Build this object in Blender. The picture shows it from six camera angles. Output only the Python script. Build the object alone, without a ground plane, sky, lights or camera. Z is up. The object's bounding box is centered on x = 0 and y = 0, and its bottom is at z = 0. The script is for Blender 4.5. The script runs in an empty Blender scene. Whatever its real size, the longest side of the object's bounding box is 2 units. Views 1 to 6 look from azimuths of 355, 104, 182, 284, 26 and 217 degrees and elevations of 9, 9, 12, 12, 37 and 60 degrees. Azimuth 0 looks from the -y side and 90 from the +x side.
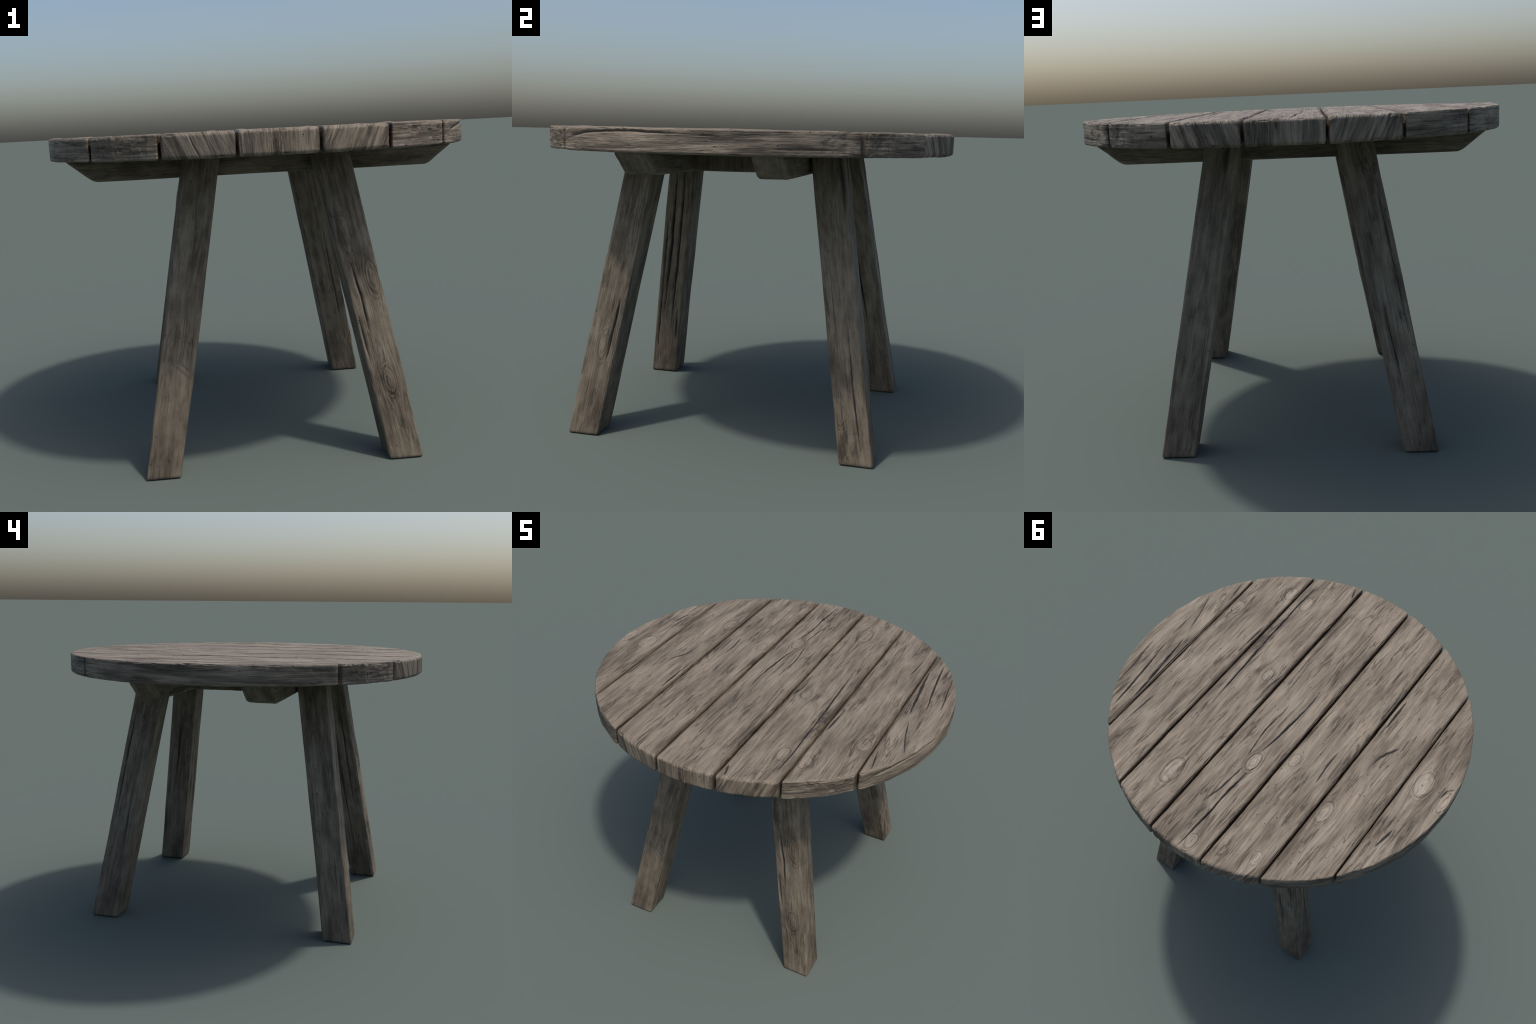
"""A weathered round farmhouse table: seven thick planks cut to a circle,
two chamfered battens below, two short rails between them and four splayed legs.
Everything is built from parametric rounded blocks whose surface is carved by
grain noise, listed cracks and listed knots."""
import bpy
import math
import numpy as np

# ------------------------------------------------------------------ dimensions
RADIUS = 0.9985
Z_TOP = 1.468
Z_UNDER = 1.366
Z_BEAM = 1.268
RIM_SIDES = 36
LEG_FOOT = (0.5355, 0.6625)     # centre of the foot on the ground
LEG_HEAD = (0.2825, 0.4435)       # centre of the head under the top
LEG_HALF = (0.0755, 0.0775)
LEG_FLARE = (0.055, -0.02)                # the section grows a little upward
Z_HEAD = 1.372


# ------------------------------------------------------------------ noise
def _hash(ix, iy, iz, seed):
    h = (ix.astype(np.uint32) * np.uint32(374761393)
         + iy.astype(np.uint32) * np.uint32(668265263)
         + iz.astype(np.uint32) * np.uint32(2147483647)
         + np.uint32((seed * 974634777) & 0xFFFFFFFF))
    h = (h ^ (h >> np.uint32(13))) * np.uint32(1274126177)
    h = (h ^ (h >> np.uint32(16))) * np.uint32(2246822519)
    return h ^ (h >> np.uint32(15))


def perlin(x, y, z, seed):
    """Gradient noise, roughly -1..1."""
    fx, fy, fz = np.floor(x), np.floor(y), np.floor(z)
    ix, iy, iz = fx.astype(np.int64), fy.astype(np.int64), fz.astype(np.int64)
    x, y, z = x - fx, y - fy, z - fz
    u, v, w = (t * t * t * (t * (t * 6 - 15) + 10) for t in (x, y, z))
    out = 0.0
    for dx in (0, 1):
        for dy in (0, 1):
            for dz in (0, 1):
                h = _hash(ix + dx, iy + dy, iz + dz, seed)
                gx = (h & np.uint32(1023)).astype(np.float64) / 511.5 - 1
                gy = ((h >> np.uint32(10)) & np.uint32(1023)).astype(np.float64) / 511.5 - 1
                gz = ((h >> np.uint32(20)) & np.uint32(1023)).astype(np.float64) / 511.5 - 1
                g = gx * (x - dx) + gy * (y - dy) + gz * (z - dz)
                out = out + g * (u if dx else 1 - u) * (v if dy else 1 - v) * (w if dz else 1 - w)
    return out * 1.35


def fbm(x, y, z, seed, octaves=3):
    total, amp, norm = 0.0, 1.0, 0.0
    for o in range(octaves):
        k = 2.03 ** o
        total = total + amp * perlin(x * k, y * k, z * k, seed + 17 * o)
        norm += amp
        amp *= 0.52
    return total / norm


def step(a, b, v):
    t = np.clip((v - a) / (b - a), 0, 1)
    return t * t * (3 - 2 * t)


# ------------------------------------------------------------------ geometry
def spaced(lo, hi, size):
    n = max(4, int(round((hi - lo) / size)))
    return np.linspace(lo, hi, n + 1)


def block(xs, ys, zs):
    """Closed box surface on a lattice: vertices (n,3) and quads (m,4)."""
    nx, ny, nz = len(xs), len(ys), len(zs)
    surf = np.zeros((nx, ny, nz), bool)
    surf[[0, -1], :, :] = True
    surf[:, [0, -1], :] = True
    surf[:, :, [0, -1]] = True
    ids = np.full((nx, ny, nz), -1, np.int64)
    idx = np.argwhere(surf)
    ids[surf] = np.arange(len(idx))
    verts = np.stack([xs[idx[:, 0]], ys[idx[:, 1]], zs[idx[:, 2]]], 1)

    def quads(g, flip):
        q = np.stack([g[:-1, :-1], g[1:, :-1], g[1:, 1:], g[:-1, 1:]], -1).reshape(-1, 4)
        return q[:, ::-1] if flip else q
    faces = np.concatenate([
        quads(ids[:, :, -1], False), quads(ids[:, :, 0], True),
        quads(ids[-1, :, :], False), quads(ids[0, :, :], True),
        quads(ids[:, 0, :], False), quads(ids[:, -1, :], True)])
    return verts, faces


def round_off(v, lo, hi, r):
    """Pull a box surface in to a box with rounded edges; r may differ per axis."""
    q = np.clip(v, lo + r, hi - r)
    d = (v - q) / r
    n = np.linalg.norm(d, axis=1, keepdims=True)
    return q + r * d / np.maximum(n, 1e-9)


def scale_span(t, half, new_half, r):
    """Map -half..half onto -new_half..new_half, keeping the last r of each end."""
    rr = np.minimum(r, new_half * 0.9)
    inner = np.clip(t, -(half - r), half - r)
    rest = t - inner
    return inner * (new_half - rr) / (half - r) + rest * rr / r


def rim_radius(angle):
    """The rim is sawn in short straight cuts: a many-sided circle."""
    a = 2 * math.pi / RIM_SIDES
    m = np.mod(angle, a) - a / 2
    flat = math.cos(a / 2) / np.cos(m)
    return RADIUS * (0.25 + 0.75 * flat)


def make_object(name, verts, faces, material, parent, origin=(0, 0, 0)):
    me = bpy.data.meshes.new(name)
    me.vertices.add(len(verts))
    me.loops.add(faces.size)
    me.polygons.add(len(faces))
    me.vertices.foreach_set("co", np.ascontiguousarray(verts, np.float32).ravel())
    me.loops.foreach_set("vertex_index", np.ascontiguousarray(faces, np.int32).ravel())
    me.polygons.foreach_set("loop_start", np.arange(0, faces.size, 4, dtype=np.int32))
    me.polygons.foreach_set("use_smooth", np.ones(len(faces), bool))
    me.update(calc_edges=True)
    me.materials.append(material)
    ob = bpy.data.objects.new(name, me)
    ob.location = origin
    ob.parent = parent
    bpy.context.scene.collection.objects.link(ob)
    return ob


def normals_of(verts, faces):
    p = verts[faces]
    fn = np.cross(p[:, 2] - p[:, 0], p[:, 3] - p[:, 1])
    n = np.zeros_like(verts)
    for k in range(4):
        for c in range(3):
            n[:, c] += np.bincount(faces[:, k], fn[:, c], len(verts))
    return n / np.maximum(np.linalg.norm(n, axis=1, keepdims=True), 1e-12)


# ------------------------------------------------------------------ wood relief
def crack_depth(px, py, path, width, depth, seed):
    """Depth of a split that follows a few control points and tapers at both ends."""
    seg = list(zip(path[:-1], path[1:]))
    lens = [math.dist(a, b) for a, b in seg]
    total = sum(lens)
    wob = 0.003 * perlin(px * 0 + seed, py * 7, py * 0, 900 + seed) \
        + 0.002 * perlin(px * 0 + seed, py * 30, py * 0, 950 + seed)
    px = px + wob
    best, at = np.full(len(px), 9.0), np.zeros(len(px))
    run = 0.0
    for (a, b), ln in zip(seg, lens):
        dx, dy = b[0] - a[0], b[1] - a[1]
        t = np.clip(((px - a[0]) * dx + (py - a[1]) * dy) / (ln * ln), 0, 1)
        d = np.hypot(px - a[0] - t * dx, py - a[1] - t * dy)
        m = d < best
        best = np.where(m, d, best)
        at = np.where(m, (run + t * ln) / total, at)
        run += ln
    taper = np.clip(4.2 * at * (1 - at), 0, 1) ** 0.6
    taper = taper * (0.88 + 0.40 * perlin(px * 6, py * 11, px * 0, 990 + seed))
    w = 1.15 * width * (0.35 + 0.65 * taper)
    best = np.abs(best + 0.0016 * perlin(px * 70, py * 22, px * 0, 970 + seed) + 0.0012 * perlin(px * 160, py * 60, px * 0, 975 + seed))
    prof = np.exp(-(best / w) ** 2 * 1.4)
    lip = 0.10 * np.exp(-((best - 2.0 * w) / (0.9 * w)) ** 2)
    return (1.5 if depth > 0.0045 else 0.85) * depth * np.clip(taper, 0, 1.2) * (prof - lip)


def knot_relief(a, b, c, knot, seed):
    """Ring grooves and a low dome; (a,b,c) are coordinates across, along and into the wood."""
    ka, kb, kc, ra, rb, rc, lift = knot
    u, v, w = (a - ka) / ra, (b - kb) / rb, (c - kc) / rc
    wob = 0.10 * perlin(u * 1.4 + seed, v * 1.4, w * 0, 700 + seed)
    r = np.sqrt(u * u + v * v + w * w) + wob
    side = 0.65 + 0.5 * perlin(np.arctan2(u, v) * 0.9, v * 0 + seed, w * 0, 720)
    h = -1.0 * np.exp(-((r - 1.02) / 0.10) ** 2) * side
    h += -0.55 * np.exp(-((r - 1.38) / 0.10) ** 2) * side
    h += -0.35 * np.exp(-((r - 0.62) / 0.12) ** 2)
    h += 0.75 * np.exp(-(r / 1.25) ** 4)
    return 1.9 * lift * h


def knot_warp(a, b, c, knots):
    """Grain lines swing round the knots."""
    s = np.zeros_like(a)
    for ka, kb, kc, ra, rb, rc, lift in knots:
        r2 = ((a - ka) / ra) ** 2 + ((b - kb) / rb) ** 2 + ((c - kc) / rc) ** 2
        s = s - (a - ka) * 0.72 * np.exp(-r2 / 2.6)
    return a + s


def grain_relief(a, b, c, seed, amount):
    """Ridges, narrow crevices and dents of old timber, long in b."""
    wav = 0.016 * perlin(a * 4, b * 1.3, c * 4, seed + 1)
    aw = a + wav
    ridge = fbm(aw * 24, b * 1.5, c * 24, seed + 2, 3)
    fibre = fbm(aw * 85, b * 4.5, c * 85, seed + 3, 2)
    crev = fbm(aw * 20, b * 1.3, c * 20, seed + 4, 3)
    crev = step(0.24, 0.50, crev) * (0.4 + 0.6 * step(-0.2, 0.4, perlin(a * 7, b * 3, c * 7, seed + 5)))
    swell = perlin(a * 6, b * 2.2, c * 6, seed + 6)
    dent = perlin(a * 60, b * 42, c * 60, seed + 7)
    dent = step(0.58, 0.80, dent) * step(-0.1, 0.35, perlin(a * 4, b * 3, c * 4, seed + 8))
    return amount * (0.0017 * ridge + 0.0010 * fibre - 0.0040 * crev + 0.0017 * swell - 0.0022 * dent)


def wear(a, b, c, n, seed):
    """Chips and rubbed spots along the rounded edges."""
    edge = step(0.90, 0.76, np.abs(n).max(1))
    big = step(0.12, 0.55, perlin(a * 22, b * 16, c * 22, seed + 60))
    small = step(0.15, 0.55, perlin(a * 75, b * 48, c * 60, seed + 61))
    return edge * (0.0045 * big + 0.0022 * small)


# ------------------------------------------------------------------ materials
class Nodes:
    def __init__(self, name):
        self.mat = bpy.data.materials.new(name)
        self.mat.use_nodes = True
        self.t = self.mat.node_tree
        self.t.nodes.clear()

    def put(self, sock, value):
        if isinstance(value, bpy.types.NodeSocket):
            self.t.links.new(value, sock)
        elif value is not None:
            sock.default_value = value

    def math(self, op, a, b=None, c=None, clamp=False):
        n = self.t.nodes.new("ShaderNodeMath")
        n.operation = op
        n.use_clamp = clamp
        for s, v in zip(n.inputs, (a, b, c)):
            self.put(s, v)
        return n.outputs[0]

    def vec(self, op, a, b=None):
        n = self.t.nodes.new("ShaderNodeVectorMath")
        n.operation = op
        self.put(n.inputs[0], a)
        if b is not None:
            self.put(n.inputs[1], b)
        return n.outputs["Value"] if op == "LENGTH" else n.outputs[0]

    def xyz(self, v):
        n = self.t.nodes.new("ShaderNodeSeparateXYZ")
        self.put(n.inputs[0], v)
        return n.outputs

    def join(self, x, y, z):
        n = self.t.nodes.new("ShaderNodeCombineXYZ")
        for s, v in zip(n.inputs, (x, y, z)):
            self.put(s, v)
        return n.outputs[0]

    def noise(self, v, scale, detail=4.0, rough=0.55, distortion=0.0):
        v = self.vec("MULTIPLY", v, scale)
        n = self.t.nodes.new("ShaderNodeTexNoise")
        self.put(n.inputs["Vector"], v)
        n.inputs["Scale"].default_value = 1.0
        n.inputs["Detail"].default_value = detail
        n.inputs["Roughness"].default_value = rough
        n.inputs["Distortion"].default_value = distortion
        return n.outputs[0]

    def span(self, v, a, b, lo=0.0, hi=1.0):
        n = self.t.nodes.new("ShaderNodeMapRange")
        n.interpolation_type = "SMOOTHSTEP"
        for s, x in zip(n.inputs, (v, a, b, lo, hi)):
            self.put(s, x)
        return n.outputs[0]

    def ramp(self, v, stops):
        n = self.t.nodes.new("ShaderNodeValToRGB")
        self.put(n.inputs[0], v)
        e = n.color_ramp.elements
        while len(e) < len(stops):
            e.new(0.5)
        for el, (p, c) in zip(e, stops):
            el.position = p
            el.color = (*c, 1)
        return n.outputs[0]

    def mix(self, f, a, b, kind="MIX"):
        n = self.t.nodes.new("ShaderNodeMix")
        n.data_type = "RGBA"
        n.blend_type = kind
        self.put(n.inputs[0], f)
        for s, v in ((n.inputs[6], a), (n.inputs[7], b)):
            self.put(s, v if isinstance(v, bpy.types.NodeSocket) else (*v, 1))
        return n.outputs[2]


TOP_TONES = [(0.0, (0.044, 0.034, 0.025)), (0.28, (0.106, 0.085, 0.062)), (0.5, (0.180, 0.149, 0.111)),
             (0.72, (0.246, 0.207, 0.157)), (1.0, (0.345, 0.296, 0.232))]
LEG_TONES = [(0.0, (0.052, 0.041, 0.030)), (0.28, (0.102, 0.082, 0.060)), (0.5, (0.156, 0.128, 0.094)),
             (0.72, (0.206, 0.171, 0.128)), (1.0, (0.280, 0.237, 0.181))]


def wood_material(name, along, seed, knots, tones, end_scale=1.0, tilt=0.0, shear=(0, 0), half=None, edges=()):
    """along: axis index of the grain. Grain coordinates are (across, along, depth).
    half: half section of a leg, to find how deep a point lies below the face."""
    g = Nodes(name)
    tc = g.t.nodes.new("ShaderNodeTexCoord")
    x, y, z = g.xyz(tc.outputs["Object"])
    if along == 1:                                   # planks: x across, y along, z down
        low = g.math("SUBTRACT", z, Z_TOP)
        a, b, c = g.math("MULTIPLY_ADD", low, tilt, x), y, low
    elif along == 0:                                 # battens
        a, b, c = y, x, z
    else:                                            # legs: straightened
        a = g.math("MULTIPLY_ADD", z, -shear[0], x)
        c = g.math("MULTIPLY_ADD", z, -shear[1], y)
        if shear != (0, 0):
            a = g.math("DIVIDE", a, g.math("MULTIPLY_ADD", z, LEG_FLARE[0] / Z_HEAD, 1.0))
            c = g.math("DIVIDE", c, g.math("MULTIPLY_ADD", z, LEG_FLARE[1] / Z_HEAD, 1.0))
        a0 = a
        b = z
    p = g.join(a, b, c)
    warp, pale, ring = None, None, None
    wob = g.noise(p, (22, 14, 22), 2)
    wob = g.math("MULTIPLY_ADD", wob, 0.30, -0.15)
    for ka, kb, kc, ra, rb, rc, lift in knots:
        d = g.vec("SUBTRACT", p, (ka, kb, kc))
        d = g.vec("MULTIPLY", d, (1 / ra, 1 / rb, 1 / rc))
        r = g.vec("LENGTH", d)
        bell = g.math("EXPONENT", g.math("MULTIPLY", g.math("MULTIPLY", r, r), -1 / 2.6))
        w = g.math("MULTIPLY", g.math("SUBTRACT", a, ka), g.math("MULTIPLY", bell, -0.72))
        warp = w if warp is None else g.math("ADD", warp, w)
        rw = g.math("ADD", r, wob)
        inner = g.span(rw, 1.35, 0.75, 0.0, 1.0 if ra > 0.0315 and along == 1 and rb > 0.055 else 0.45)
        pale = inner if pale is None else g.math("MAXIMUM", pale, inner)
        fine = g.math("MULTIPLY_ADD", g.math("SINE", g.math("MULTIPLY", rw, 15.0)), 0.5, 0.5)
        fine = g.math("MULTIPLY", fine, g.span(rw, 1.8, 0.9, 0.0, 0.45))
        line = g.math("ABSOLUTE", g.math("SUBTRACT", rw, 1.04))
        line = g.span(line, 0.11, 0.02, 0.0, 1.35)
        line = g.math("MAXIMUM", line, fine)
        ring = line if ring is None else g.math("MAXIMUM", ring, line)
    if warp is not None:
        a = g.math("ADD", a, warp)
    q = g.join(a, b, g.math("MULTIPLY", c, end_scale))
    q = g.vec("ADD", q, (seed * 3.17, seed * 1.93, seed * 2.41))
    if along == 1 and end_scale > 0.5:
        # rims of the outer planks: grain lies along the rim
        geo0 = g.t.nodes.new("ShaderNodeNewGeometry")
        ang = g.math("ARCTAN2", y, g.math("ABSOLUTE", x))
        lying = g.join(g.math("MULTIPLY", z, 1.3), g.math("MULTIPLY", ang, 0.9), 0.0)
        side0 = g.span(g.math("ABSOLUTE", g.xyz(geo0.outputs["Normal"])[2]), 0.80, 0.45)
        m = g.t.nodes.new("ShaderNodeMix")
        m.data_type = "VECTOR"
        g.put(m.inputs[0], side0)
        g.put(m.inputs[4], q)
        g.put(m.inputs[5], lying)
        q = m.outputs[1]
    if along == 0:
        geo0 = g.t.nodes.new("ShaderNodeNewGeometry")
        cut = g.span(g.math("ABSOLUTE", g.xyz(geo0.outputs["Normal"])[0]), 0.30, 0.55)
        m = g.t.nodes.new("ShaderNodeMix")
        m.data_type = "VECTOR"
        g.put(m.inputs[0], cut)
        g.put(m.inputs[4], q)
        g.put(m.inputs[5], g.vec("MULTIPLY", q, (0.7, 0.6, 0.06)))
        q = m.outputs[1]
    blotch = g.noise(q, (11, 2.4, 11), 4, 0.6, 0.4)
    streak = g.noise(q, (62, 2.7, 62), 5, 0.62, 0.5)
    smear = g.noise(q, (42, 6.5, 42), 5, 0.62, 0.4)
    fibre = g.noise(q, (230, 9, 230), 4, 0.62, 0.2)
    cloud = g.noise(p, (24, 13, 24), 4, 0.6)
    fold = g.noise(q, (24, 1.9, 24), 4, 0.6, 0.6)
    lines = g.span(g.math("ABSOLUTE", g.math("SUBTRACT", fold, 0.5)), 0.030, 0.002)
    lines = g.math("MULTIPLY", lines, g.span(g.noise(q, (14, 4.5, 14), 2), 0.46, 0.60))
    v = g.math("MULTIPLY", blotch, 0.48)
    v = g.math("MULTIPLY_ADD", streak, 0.29, v)
    v = g.math("MULTIPLY_ADD", smear, 0.21, v)
    v = g.math("MULTIPLY_ADD", fibre, 0.24, v)
    if along == 1:
        v = g.math("MULTIPLY_ADD", lines, -0.13, v)
    else:
        v = g.math("MULTIPLY_ADD", lines, -0.06, v)
        v = g.math("MULTIPLY_ADD", g.math("SUBTRACT", cloud, 0.5), 0.28, v)
    v = g.span(v, 0.33, 0.88) if along == 1 else g.span(v, 0.36, 0.86)
    if pale is not None:
        v = g.math("MULTIPLY_ADD", pale, 0.09, v)
        v = g.math("MULTIPLY_ADD", ring, -0.16 if along == 1 else -0.09, v, clamp=True)
    col = g.ramp(v, tones)
    # grey weathering drifts over the brown
    grey = g.noise(p, (5, 2.2, 5), 3)
    col = g.mix(g.span(grey, 0.40, 0.62, 0.0, 0.45), col,
                g.mix(1.0, col, (0.95, 0.98, 0.98), "MULTIPLY"))
    geo = g.t.nodes.new("ShaderNodeNewGeometry")
    # dark sap lines in the hollows of the grain
    dark = g.noise(q, (24, 1.25, 24), 4, 0.58, 0.4)
    dark = g.span(dark, 0.60, 0.71, 0.0, 0.44 if along == 1 else 0.30)
    dark = g.math("MULTIPLY", dark, g.span(smear, 0.35, 0.6, 0.3, 1.0))
    vor = g.t.nodes.new("ShaderNodeTexVoronoi")
    g.put(vor.inputs["Vector"], p)
    vor.inputs["Scale"].default_value = 34.0
    chance = g.xyz(vor.outputs["Color"])[0]
    zone = g.noise(p, (5, 3, 5), 2)
    chance = g.span(g.math("MULTIPLY_ADD", zone, 0.8, chance), 1.02 if along == 1 else 1.16, 1.22)
    pit = g.math("MULTIPLY", g.span(vor.outputs["Distance"], 0.16, 0.05), chance)
    rimlet = g.math("MULTIPLY", g.span(vor.outputs["Distance"], 0.26, 0.16), chance)
    col = g.mix(dark, col, (0.048, 0.041, 0.035))
    col = g.mix(g.math("MULTIPLY", pit, 0.6), col, (0.040, 0.034, 0.030))
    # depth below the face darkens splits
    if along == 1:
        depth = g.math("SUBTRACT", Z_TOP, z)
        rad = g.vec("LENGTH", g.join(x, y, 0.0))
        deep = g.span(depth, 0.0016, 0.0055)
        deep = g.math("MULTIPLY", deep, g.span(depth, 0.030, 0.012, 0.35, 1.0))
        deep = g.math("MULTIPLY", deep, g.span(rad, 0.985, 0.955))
        for e in edges:
            off = g.math("ABSOLUTE", g.math("SUBTRACT", x, e))
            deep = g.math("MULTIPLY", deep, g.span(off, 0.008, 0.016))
            near = g.span(g.math("MULTIPLY_ADD", blotch, 0.020, off), 0.034, 0.010, 0.0, 0.75)
            near = g.math("MULTIPLY", near, g.span(rad, 0.995, 0.95))
            near = g.math("MAXIMUM", near, g.span(off, 0.0045, 0.0015, 0.0, 0.9))
            col = g.mix(near, col, g.mix(1.0, col, (0.50, 0.44, 0.37), "MULTIPLY"))
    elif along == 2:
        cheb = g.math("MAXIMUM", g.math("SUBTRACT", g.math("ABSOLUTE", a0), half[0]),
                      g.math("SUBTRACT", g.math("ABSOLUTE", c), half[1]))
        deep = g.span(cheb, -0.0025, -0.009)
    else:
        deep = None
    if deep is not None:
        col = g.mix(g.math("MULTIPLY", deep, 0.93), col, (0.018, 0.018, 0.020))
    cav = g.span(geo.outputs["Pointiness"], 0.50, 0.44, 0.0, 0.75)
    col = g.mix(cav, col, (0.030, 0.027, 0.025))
    edge = g.span(geo.outputs["Pointiness"], 0.52, 0.60, 0.0, 0.35)  # sunlit highlights painted pale onto raised edges
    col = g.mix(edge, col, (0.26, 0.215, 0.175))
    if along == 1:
        # rim and underside carry dark and light bands over the face colour
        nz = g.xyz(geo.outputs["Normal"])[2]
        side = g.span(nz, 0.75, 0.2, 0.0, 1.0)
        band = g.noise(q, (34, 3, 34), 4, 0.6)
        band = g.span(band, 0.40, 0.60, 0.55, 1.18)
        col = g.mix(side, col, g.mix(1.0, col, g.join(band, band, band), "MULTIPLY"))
    if along == 2:
        foot = g.math("MULTIPLY_ADD", g.noise(p, (14, 6, 14), 4), 0.5, z)
        col = g.mix(g.span(foot, 0.85, 0.25, 0.0, 0.6), col, g.mix(1.0, col, (0.74, 0.69, 0.65), "MULTIPLY"))
    b1 = g.t.nodes.new("ShaderNodeBump")
    b1.inputs["Strength"].default_value = 1.0
    b1.inputs["Distance"].default_value = 0.0065
    height = g.math("MULTIPLY_ADD", fibre, 0.45, g.math("MULTIPLY", smear, 0.8))
    height = g.math("MULTIPLY_ADD", streak, 0.6, height)
    hair = g.noise(q, (520, 26, 520), 2, 0.6)
    height = g.math("MULTIPLY_ADD", hair, 0.25, height)
    height = g.math("MULTIPLY_ADD", cloud, 0.35, height)
    height = g.math("MULTIPLY_ADD", lines, -0.35, height)
    height = g.math("MULTIPLY_ADD", rimlet, 0.12, height)
    height = g.math("MULTIPLY_ADD", pit, -0.55, height)
    height = g.math("MULTIPLY_ADD", dark, -0.8, height)
    g.put(b1.inputs["Height"], height)
    bs = g.t.nodes.new("ShaderNodeBsdfPrincipled")
    col = g.mix(1.0, col, (1.03, 1.0, 0.985) if along == 1 else (1.01, 1.0, 0.97), "MULTIPLY")     # warm the whole
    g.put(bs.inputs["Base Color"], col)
    rough = g.span(v, 0.2, 0.8, 0.72, 0.54)
    if pale is not None:
        rough = g.math("MULTIPLY_ADD", pale, -0.14, rough)
    g.put(bs.inputs["Roughness"], rough)
    bs.inputs["Specular IOR Level"].default_value = 0.42
    g.put(bs.inputs["Normal"], b1.outputs[0])
    out = g.t.nodes.new("ShaderNodeOutputMaterial")
    g.t.links.new(bs.outputs[0], out.inputs[0])
    return g.mat


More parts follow.
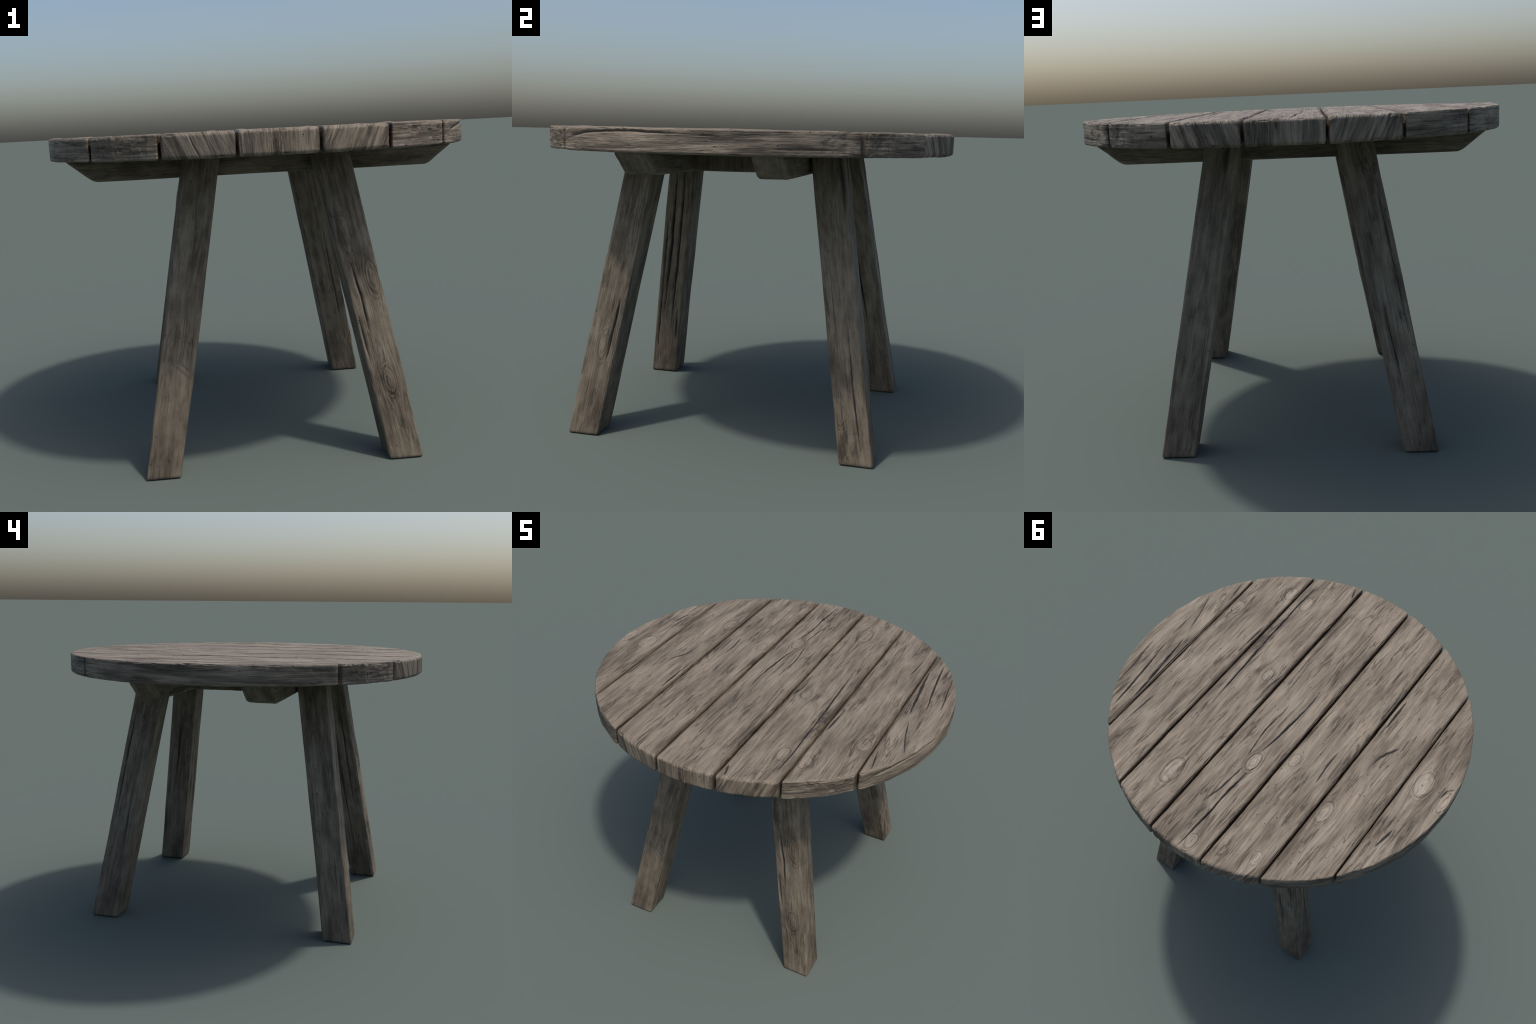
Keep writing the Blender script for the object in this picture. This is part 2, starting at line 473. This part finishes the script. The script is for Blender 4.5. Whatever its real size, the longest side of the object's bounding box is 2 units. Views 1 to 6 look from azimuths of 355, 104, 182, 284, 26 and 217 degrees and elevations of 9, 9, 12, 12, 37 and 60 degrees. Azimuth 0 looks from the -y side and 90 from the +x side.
# ------------------------------------------------------------------ the table
def build():
    table = bpy.data.objects.new("round_wooden_table", None)
    bpy.context.scene.collection.objects.link(table)
    table["label"] = "weathered round plank table on four splayed square legs"
    table["category"] = "wooden table"

    # knots: x, y, half width, half length, height of the relief
    knots = [(0.277, 0.666, 0.044, 0.084, 0.0020), (0.243, -0.123, 0.027, 0.045, 0.0026),
             (-0.036, 0.377, 0.032, 0.060, 0.0042), (-0.205, 0.242, 0.027, 0.044, 0.0026),
             (0.372, -0.677, 0.028, 0.057, 0.0022), (0.493, -0.691, 0.026, 0.054, 0.0024),
             (-0.062, 0.923, 0.026, 0.048, 0.0024), (-0.381, 0.808, 0.023, 0.042, 0.0022),
             (-0.506, 0.399, 0.034, 0.067, 0.0016), (-0.833, -0.032, 0.044, 0.080, 0.0022),
             (-0.968, 0.000, 0.026, 0.066, 0.0024), (0.690, -0.421, 0.032, 0.052, 0.0014)]
    # splits in the top: half width, depth, control points (x, y)
    splits = [
        (0.0040, 0.006, (0.900, 0.398), (0.909, 0.270), (0.934, 0.060)),
        (0.0050, 0.008, (0.809, 0.560), (0.823, 0.388), (0.843, 0.192), (0.865, 0.030)),
        (0.0065, 0.010, (0.758, 0.444), (0.764, 0.317), (0.784, 0.098), (0.796, -0.040)),
        (0.0045, 0.005, (0.813, -0.102), (0.840, -0.240), (0.892, -0.413)),
        (0.0040, 0.005, (0.764, -0.425), (0.790, -0.600)),
        (0.0050, 0.006, (0.746, 0.220), (0.752, 0.050), (0.746, -0.100)),
        (0.0040, 0.004, (0.588, -0.559), (0.593, -0.745)),
        (0.0060, 0.003, (0.567, 0.304), (0.564, 0.039)),
        (0.0060, 0.003, (0.500, 0.560), (0.508, 0.300)),
        (0.0065, 0.005, (0.485, -0.155), (0.475, -0.409)),
        (0.0040, 0.005, (0.690, 0.560), (0.670, 0.330)),
        (0.0050, 0.009, (0.385, 0.190), (0.389, -0.010), (0.397, -0.196), (0.404, -0.425), (0.409, -0.663),
         (0.399, -0.840)),
        (0.0070, 0.005, (0.198, 0.030), (0.194, -0.071), (0.172, -0.182)),
        (0.0060, 0.004, (0.343, 0.568), (0.329, 0.479), (0.290, 0.330)),
        (0.0045, 0.006, (0.180, -0.870), (0.203, -0.960)),
        (0.0055, 0.009, (-0.063, -0.200), (-0.067, -0.074), (-0.050, 0.157), (-0.031, 0.300)),
        (0.0035, 0.006, (0.012, 0.400), (0.036, 0.174), (0.022, 0.000)),
        (0.0045, 0.007, (-0.011, 0.427), (0.008, 0.606), (0.034, 0.720)),
        (0.0050, 0.010, (-0.048, 0.440), (-0.036, 0.598), (-0.035, 0.744), (-0.028, 0.878), (-0.022, 0.995)),
        (0.0080, 0.004, (-0.134, 0.460), (-0.125, 0.606), (-0.115, 0.830)),
        (0.0085, 0.004, (-0.104, -0.200), (-0.077, -0.384), (-0.063, -0.470)),
        (0.0065, 0.004, (0.038, -0.800), (0.039, -0.960)),
        (0.0050, 0.006, (-0.435, -0.220), (-0.438, -0.376), (-0.431, -0.480)),
        (0.0022, 0.0022, (-0.317, -0.331), (-0.370, -0.327), (-0.434, -0.368)),
        (0.0022, 0.0020, (-0.331, -0.335), (-0.440, -0.399)),
        (0.0020, 0.0016, (-0.292, -0.140), (-0.344, -0.188), (-0.408, -0.229)),
        (0.0050, 0.005, (-0.352, -0.470), (-0.356, -0.610)),
        (0.0070, 0.003, (-0.335, -0.580), (-0.313, -0.740)),
        (0.0050, 0.006, (-0.373, 0.290), (-0.363, 0.169), (-0.362, 0.060)),
        (0.0030, 0.003, (-0.229, 0.362), (-0.210, 0.470), (-0.226, 0.590)),
        (0.0020, 0.0022, (-0.182, 0.627), (-0.234, 0.652), (-0.312, 0.670)),
        (0.0050, 0.008, (-0.486, -0.210), (-0.483, -0.430)),
        (0.0065, 0.004, (-0.569, 0.450), (-0.572, 0.324), (-0.578, 0.170)),
        (0.0065, 0.005, (-0.549, 0.030), (-0.560, -0.043), (-0.580, -0.086), (-0.615, -0.150)),
        (0.0060, 0.004, (-0.618, 0.025), (-0.625, -0.045)),
        (0.0050, 0.005, (-0.724, -0.270), (-0.725, -0.400)),
        (0.0060, 0.005, (-0.815, 0.420), (-0.839, 0.280)),
        (0.0030, 0.006, (-0.936, 0.000), (-0.947, -0.069), (-0.985, -0.110)),
        (0.0060, 0.003, (-0.788, -0.230), (-0.801, -0.387), (-0.845, -0.530)),
        (0.0060, 0.003, (-0.806, 0.310), (-0.813, 0.200)),
    ]

    # planks: inner x, outer x, edge radius, end grain squeeze and tilt, seed
    planks = [(-1.0, -0.7455, 0.010, 1.0, 0.0, 3), (-0.7395, -0.4600, 0.010, 1.0, 0.0, 11),
              (-0.4505, -0.1650, 0.019, 0.10, 0.42, 23), (-0.1550, 0.1550, 0.019, 0.10, 0.0, 31),
              (0.1650, 0.4505, 0.019, 0.10, -0.40, 47), (0.4600, 0.7395, 0.010, 1.0, 0.0, 53),
              (0.7455, 1.0, 0.010, 1.0, 0.0, 67)]
    zs = spaced(Z_UNDER, Z_TOP, 0.0034)
    for x0, x1, r, squeeze, tilt, seed in planks:
        outer = max(abs(x0), abs(x1)) > 0.99
        own = [(kx, ky, 0.0, rx, ry, 0.06, lift) for kx, ky, rx, ry, lift in knots if x0 - 0.02 < kx < x1 + 0.02]
        if outer:
            half_len = 0.645 if x0 > 0 else 0.648      # the sharp tips are broken off
        else:
            half_len = 0.5
        mid, hw = (x0 + x1) / 2, (x1 - x0) / 2
        long_size = 0.0062 if outer else 0.0062 * 0.5 / math.sqrt(1 - mid * mid)
        xs = spaced(-hw, hw, 0.0022)
        ys = spaced(-half_len, half_len, long_size)
        v, f = block(xs, ys, zs - (Z_TOP + Z_UNDER) / 2)
        h = np.array([hw, half_len, (Z_TOP - Z_UNDER) / 2])
        v = round_off(v, -h, h, np.array([min(r, 0.012), r, min(r, 0.016)]))
        if outer:
            s = 1 if x1 > 0.9 else -1
            near = min(abs(x0), abs(x1))
            reach = 1.0
            for _ in range(3):
                reach = np.sqrt(np.maximum(rim_radius(np.arctan2(v[:, 1], s * reach)) ** 2 - v[:, 1] ** 2, 0))
            nh = np.maximum((reach - near) / 2, 0.0015)
            v[:, 0] = scale_span(v[:, 0], hw, nh, r) + s * (near + nh)
        else:
            v[:, 0] += mid
            far = np.sqrt(1 - v[:, 0] ** 2)
            for _ in range(3):
                far = np.sqrt(np.maximum(rim_radius(np.arctan2(far, v[:, 0])) ** 2 - v[:, 0] ** 2, 0))
            v[:, 1] = scale_span(v[:, 1], half_len, far, r)
        v[:, 2] += (Z_TOP + Z_UNDER) / 2
        n = normals_of(v, f)
        x, y, z = v.T.copy()
        low = z - Z_TOP
        a = knot_warp(x + tilt * low, y, low, own)
        d = grain_relief(a, y, low * squeeze, seed, 1.25)
        d = d - wear(x, y, z, n, seed)
        up = step(0.35, 0.85, n[:, 2])
        rad = np.hypot(x, y)
        rim = step(0.5, 0.9, (n[:, 0] * x + n[:, 1] * y) / rad) * step(0.93, 0.97, rad)
        wall = (1 - np.abs(n[:, 2])) * (1 - rim)
        # sawn ends of the inner planks: upright grooves; long rims: lying ones
        if squeeze < 0.5:
            end = fbm(a * 30, low * 2.5, y * 0, seed + 40, 3)
            d = d + rim * (0.0022 * end - 0.0045 * step(0.18, 0.42, end))
        else:
            lay = fbm(np.arctan2(y, np.abs(x)) * 3.2, z * 62, y * 0, seed + 41, 3)
            d = d + rim * (0.0014 * lay - 0.0035 * step(0.22, 0.45, lay))
            cut = perlin(np.arctan2(y, np.abs(x)) * 46 + z * 22, z * 5, y * 0, seed + 42)
            d = d - rim * 0.0014 * step(0.42, 0.62, cut)
        # long edges are not quite straight
        d = d + wall * (0.0028 * perlin(x * 0, y * 5, low * 9, seed + 43) + 0.0024 * perlin(x * 0, y * 17, low * 16, seed + 44))
        for i, sp in enumerate(splits):
            px = [q[0] for q in sp[2:]]
            if max(px) > x0 - 0.01 and min(px) < x1 + 0.01:
                d = d - up * crack_depth(x, y, sp[2:], sp[0], sp[1], i)
        for i, k in enumerate(own):
            d = d + up * knot_relief(x, y, low, k, i + seed)
        if x1 > 0.99:
            # a long shake that runs along the upper rim of this plank
            th = np.degrees(np.arctan2(y, x))
            line = np.interp(th, (-42, -36, -30, -22, -15, -7, 2), (1.398, 1.428, 1.444, 1.451, 1.453, 1.449, 1.444))
            line = line + 0.0025 * perlin(th * 0.25, z * 0, z * 0, 5)
            wide = 0.0050 + 0.0030 * perlin(th * 0.12, z * 0, z * 0, 6)
            d = d - rim * 0.009 * np.exp(-((z - line) / wide) ** 2) * step(-44, -28, th) * step(4, -12, th)
        v = v + n * d[:, None]
        mat = wood_material("plank_wood", 1, seed, own, TOP_TONES, squeeze, tilt,
                            edges=[e for e in (x0, x1) if abs(e) < 0.99])
        make_object("plank", v, f, mat, table)

    # ---------------------------------------------------------------- battens and rails
    for s in (-1, 1):
        seed = 80 + s
        z0, z1 = Z_BEAM, Z_UNDER + 0.003
        half_w, mid_y = (0.0785, -0.2855) if s < 0 else (0.0685, 0.2925)
        h = np.array([0.86, half_w, (z1 - z0) / 2])
        v, f = block(spaced(-h[0], h[0], 0.008), spaced(-h[1], h[1], 0.0045), spaced(-h[2], h[2], 0.0045))
        v = round_off(v, -h, h, 0.017)
        frac = (v[:, 2] + h[2]) / (2 * h[2])
        v[:, 0] = scale_span(v[:, 0], h[0], 0.770 + 0.128 * frac, 0.017)
        v += (0, mid_y, (z0 + z1) / 2)
        n = normals_of(v, f)
        x, y, z = v.T
        d = grain_relief(y, x, z, seed, 0.8)
        v = v + n * d[:, None]
        own = [(mid_y + s * half_w, s * -0.66, 1.315, 0.03, 0.032, 0.020, 0.002)]
        make_object("batten", v, f, wood_material("batten_wood", 0, seed, own, LEG_TONES), table)

        h = np.array([0.066, 0.229, (z1 - z0) / 2])
        v, f = block(spaced(-h[0], h[0], 0.006), spaced(-h[1], h[1], 0.01), spaced(-h[2], h[2], 0.006))
        v = round_off(v, -h, h, 0.008)
        n = normals_of(v, f)
        d = grain_relief(v[:, 0], v[:, 2], v[:, 1], seed + 9, 0.6)
        v = v + n * d[:, None]
        make_object("cross_rail", v, f, wood_material("rail_wood", 2, seed + 9, [], LEG_TONES, half=(0.066, 0.229)), table,
                    (s * 0.224, 0, (z0 + z1) / 2 + 0.001))

    # ---------------------------------------------------------------- legs
    # knots and splits per leg; face 'x' or 'y' is the outward one, '-x'/'-y' the inward one
    # knot: face, across (towards outside +), height, half width, half height, lift
    # split: face, half width, depth, (across, height) ...
    details = {
        (1, -1): ([("y", 0.040, 0.800, 0.026, 0.075, 0.0036), ("y", 0.005, 0.345, 0.024, 0.060, 0.0036),
                   ("y", -0.030, 0.990, 0.024, 0.095, 0.0022), ("x", -0.010, 0.430, 0.024, 0.070, 0.0026)],
                  [("y", 0.0060, 0.008, (-0.036, 0.880), (-0.026, 0.720), (-0.030, 0.560)),
                   ("y", 0.0050, 0.005, (-0.060, 0.640), (-0.055, 0.400)),
                   ("x", 0.0060, 0.007, (-0.046, 0.660), (-0.040, 0.360)),
                   ("-x", 0.0060, 0.006, (0.03, 1.2), (0.02, 0.5)), ("-x", 0.005, 0.005, (-0.03, 1.0), (-0.02, 0.2))]),
        (-1, -1): ([("x", -0.010, 1.140, 0.026, 0.058, 0.0030), ("-x", 0.02, 0.5, 0.024, 0.06, 0.002)],
                   [("-x", 0.0065, 0.009, (-0.020, 1.250), (-0.026, 0.800), (-0.020, 0.320)),
                    ("-x", 0.0065, 0.009, (0.026, 1.250), (0.020, 0.800), (0.030, 0.380)),
                    ("-x", 0.0050, 0.006, (0.055, 1.000), (0.052, 0.150)),
                    ("-x", 0.0050, 0.006, (-0.050, 0.420), (-0.056, 0.220)),
                    ("y", 0.0040, 0.004, (0.072, 0.500), (0.020, 0.485), (-0.074, 0.405)),
                    ("y", 0.0040, 0.004, (0.030, 0.500), (-0.020, 0.480), (-0.074, 0.430)),
                    ("y", 0.0035, 0.003, (0.03, 0.640), (-0.070, 0.540))]),
        (1, 1): ([("x", -0.050, 0.220, 0.020, 0.052, 0.0030), ("x", -0.010, 0.100, 0.018, 0.040, 0.0030),
                  ("-y", -0.010, 0.560, 0.024, 0.050, 0.0024), ("-x", -0.020, 1.180, 0.028, 0.075, 0.0036)],
                 [("x", 0.0045, 0.0045, (-0.038, 1.100), (-0.035, 0.620), (-0.030, 0.380)),
                  ("x", 0.0040, 0.0046, (0.022, 0.620), (0.020, 0.260), (0.030, 0.020)),
                  ("x", 0.0025, 0.003, (-0.020, 0.160), (0.045, 0.125)),
                  ("-y", 0.0060, 0.005, (0.030, 0.900), (0.034, 0.300)),
                  ("-x", 0.0060, 0.006, (0.000, 1.050), (0.010, 0.600))]),
        (-1, 1): ([("y", 0.030, 1.280, 0.026, 0.062, 0.0032), ("x", 0.000, 1.120, 0.024, 0.060, 0.0022)],
                  [("y", 0.0050, 0.006, (0.046, 1.200), (0.050, 0.900), (0.052, 0.500)),
                   ("y", 0.0045, 0.005, (-0.030, 0.700), (-0.020, 0.250)),
                   ("x", 0.0050, 0.006, (0.050, 1.150), (0.052, 0.550)),
                   ("x", 0.0050, 0.005, (-0.020, 0.760), (-0.030, 0.300)),
                   ("-x", 0.0060, 0.007, (-0.020, 1.000), (-0.015, 0.400))]),
    }
    shear = ((LEG_HEAD[0] - LEG_FOOT[0]) / Z_HEAD, (LEG_HEAD[1] - LEG_FOOT[1]) / Z_HEAD)
    for i, (sx, sy) in enumerate(((1, -1), (-1, -1), (1, 1), (-1, 1))):
        seed = 100 + 13 * i
        h = np.array([LEG_HALF[0], LEG_HALF[1], Z_HEAD / 2])
        v, f = block(spaced(-h[0], h[0], 0.003), spaced(-h[1], h[1], 0.003), spaced(-h[2], h[2], 0.007))
        v = round_off(v, -h, h, 0.010)
        v[:, 2] += Z_HEAD / 2
        n = normals_of(v, f)
        x, y, z = v.T.copy()
        kl, cl = details[(sx, sy)]
        own = []
        for face, s, zc, rs, rz, lift in kl:
            flip = -1 if face[0] == "-" else 1
            if face[-1] == "y":
                own.append((sx * s, zc, flip * sy * h[1], rs, rz, 0.022, lift))
            else:
                own.append((flip * sx * h[0], zc, sy * s, 0.022, rz, rs, lift))
        a = knot_warp(x, z, y, own)
        d = grain_relief(a, z, y, seed, 1.5) - 0.6 * wear(x, z, y, n, seed)
        body = step(0.01, 0.05, z)
        for j, sp in enumerate(cl):
            face, w, dep = sp[:3]
            flip = -1 if face[0] == "-" else 1
            if face[-1] == "y":
                on, s = step(0.5, 0.9, n[:, 1] * sy * flip), x * sx
            else:
                on, s = step(0.5, 0.9, n[:, 0] * sx * flip), y * sy
            d = d - on * crack_depth(s, z, sp[3:], w, dep, 50 + j + 7 * i)
        for j, k in enumerate(own):
            d = d + knot_relief(x, z, y, k, j + seed)
        d = d * (0.25 + 0.75 * body)
        d = np.where(n[:, 2] < -0.7, 0, d)
        v = v + n * d[:, None]
        v[:, 2] = np.maximum(v[:, 2], 0)
        kx, ky = sx * shear[0], sy * shear[1]
        v[:, :2] *= 1 + np.array(LEG_FLARE) * v[:, 2:] / Z_HEAD
        v[:, 0] += kx * v[:, 2]
        v[:, 1] += ky * v[:, 2]
        mat = wood_material("leg_wood", 2, seed, own, LEG_TONES, 1.0, 0.0, (kx, ky), LEG_HALF)
        make_object("leg", v, f, mat, table, (sx * LEG_FOOT[0], sy * LEG_FOOT[1], 0))


build()
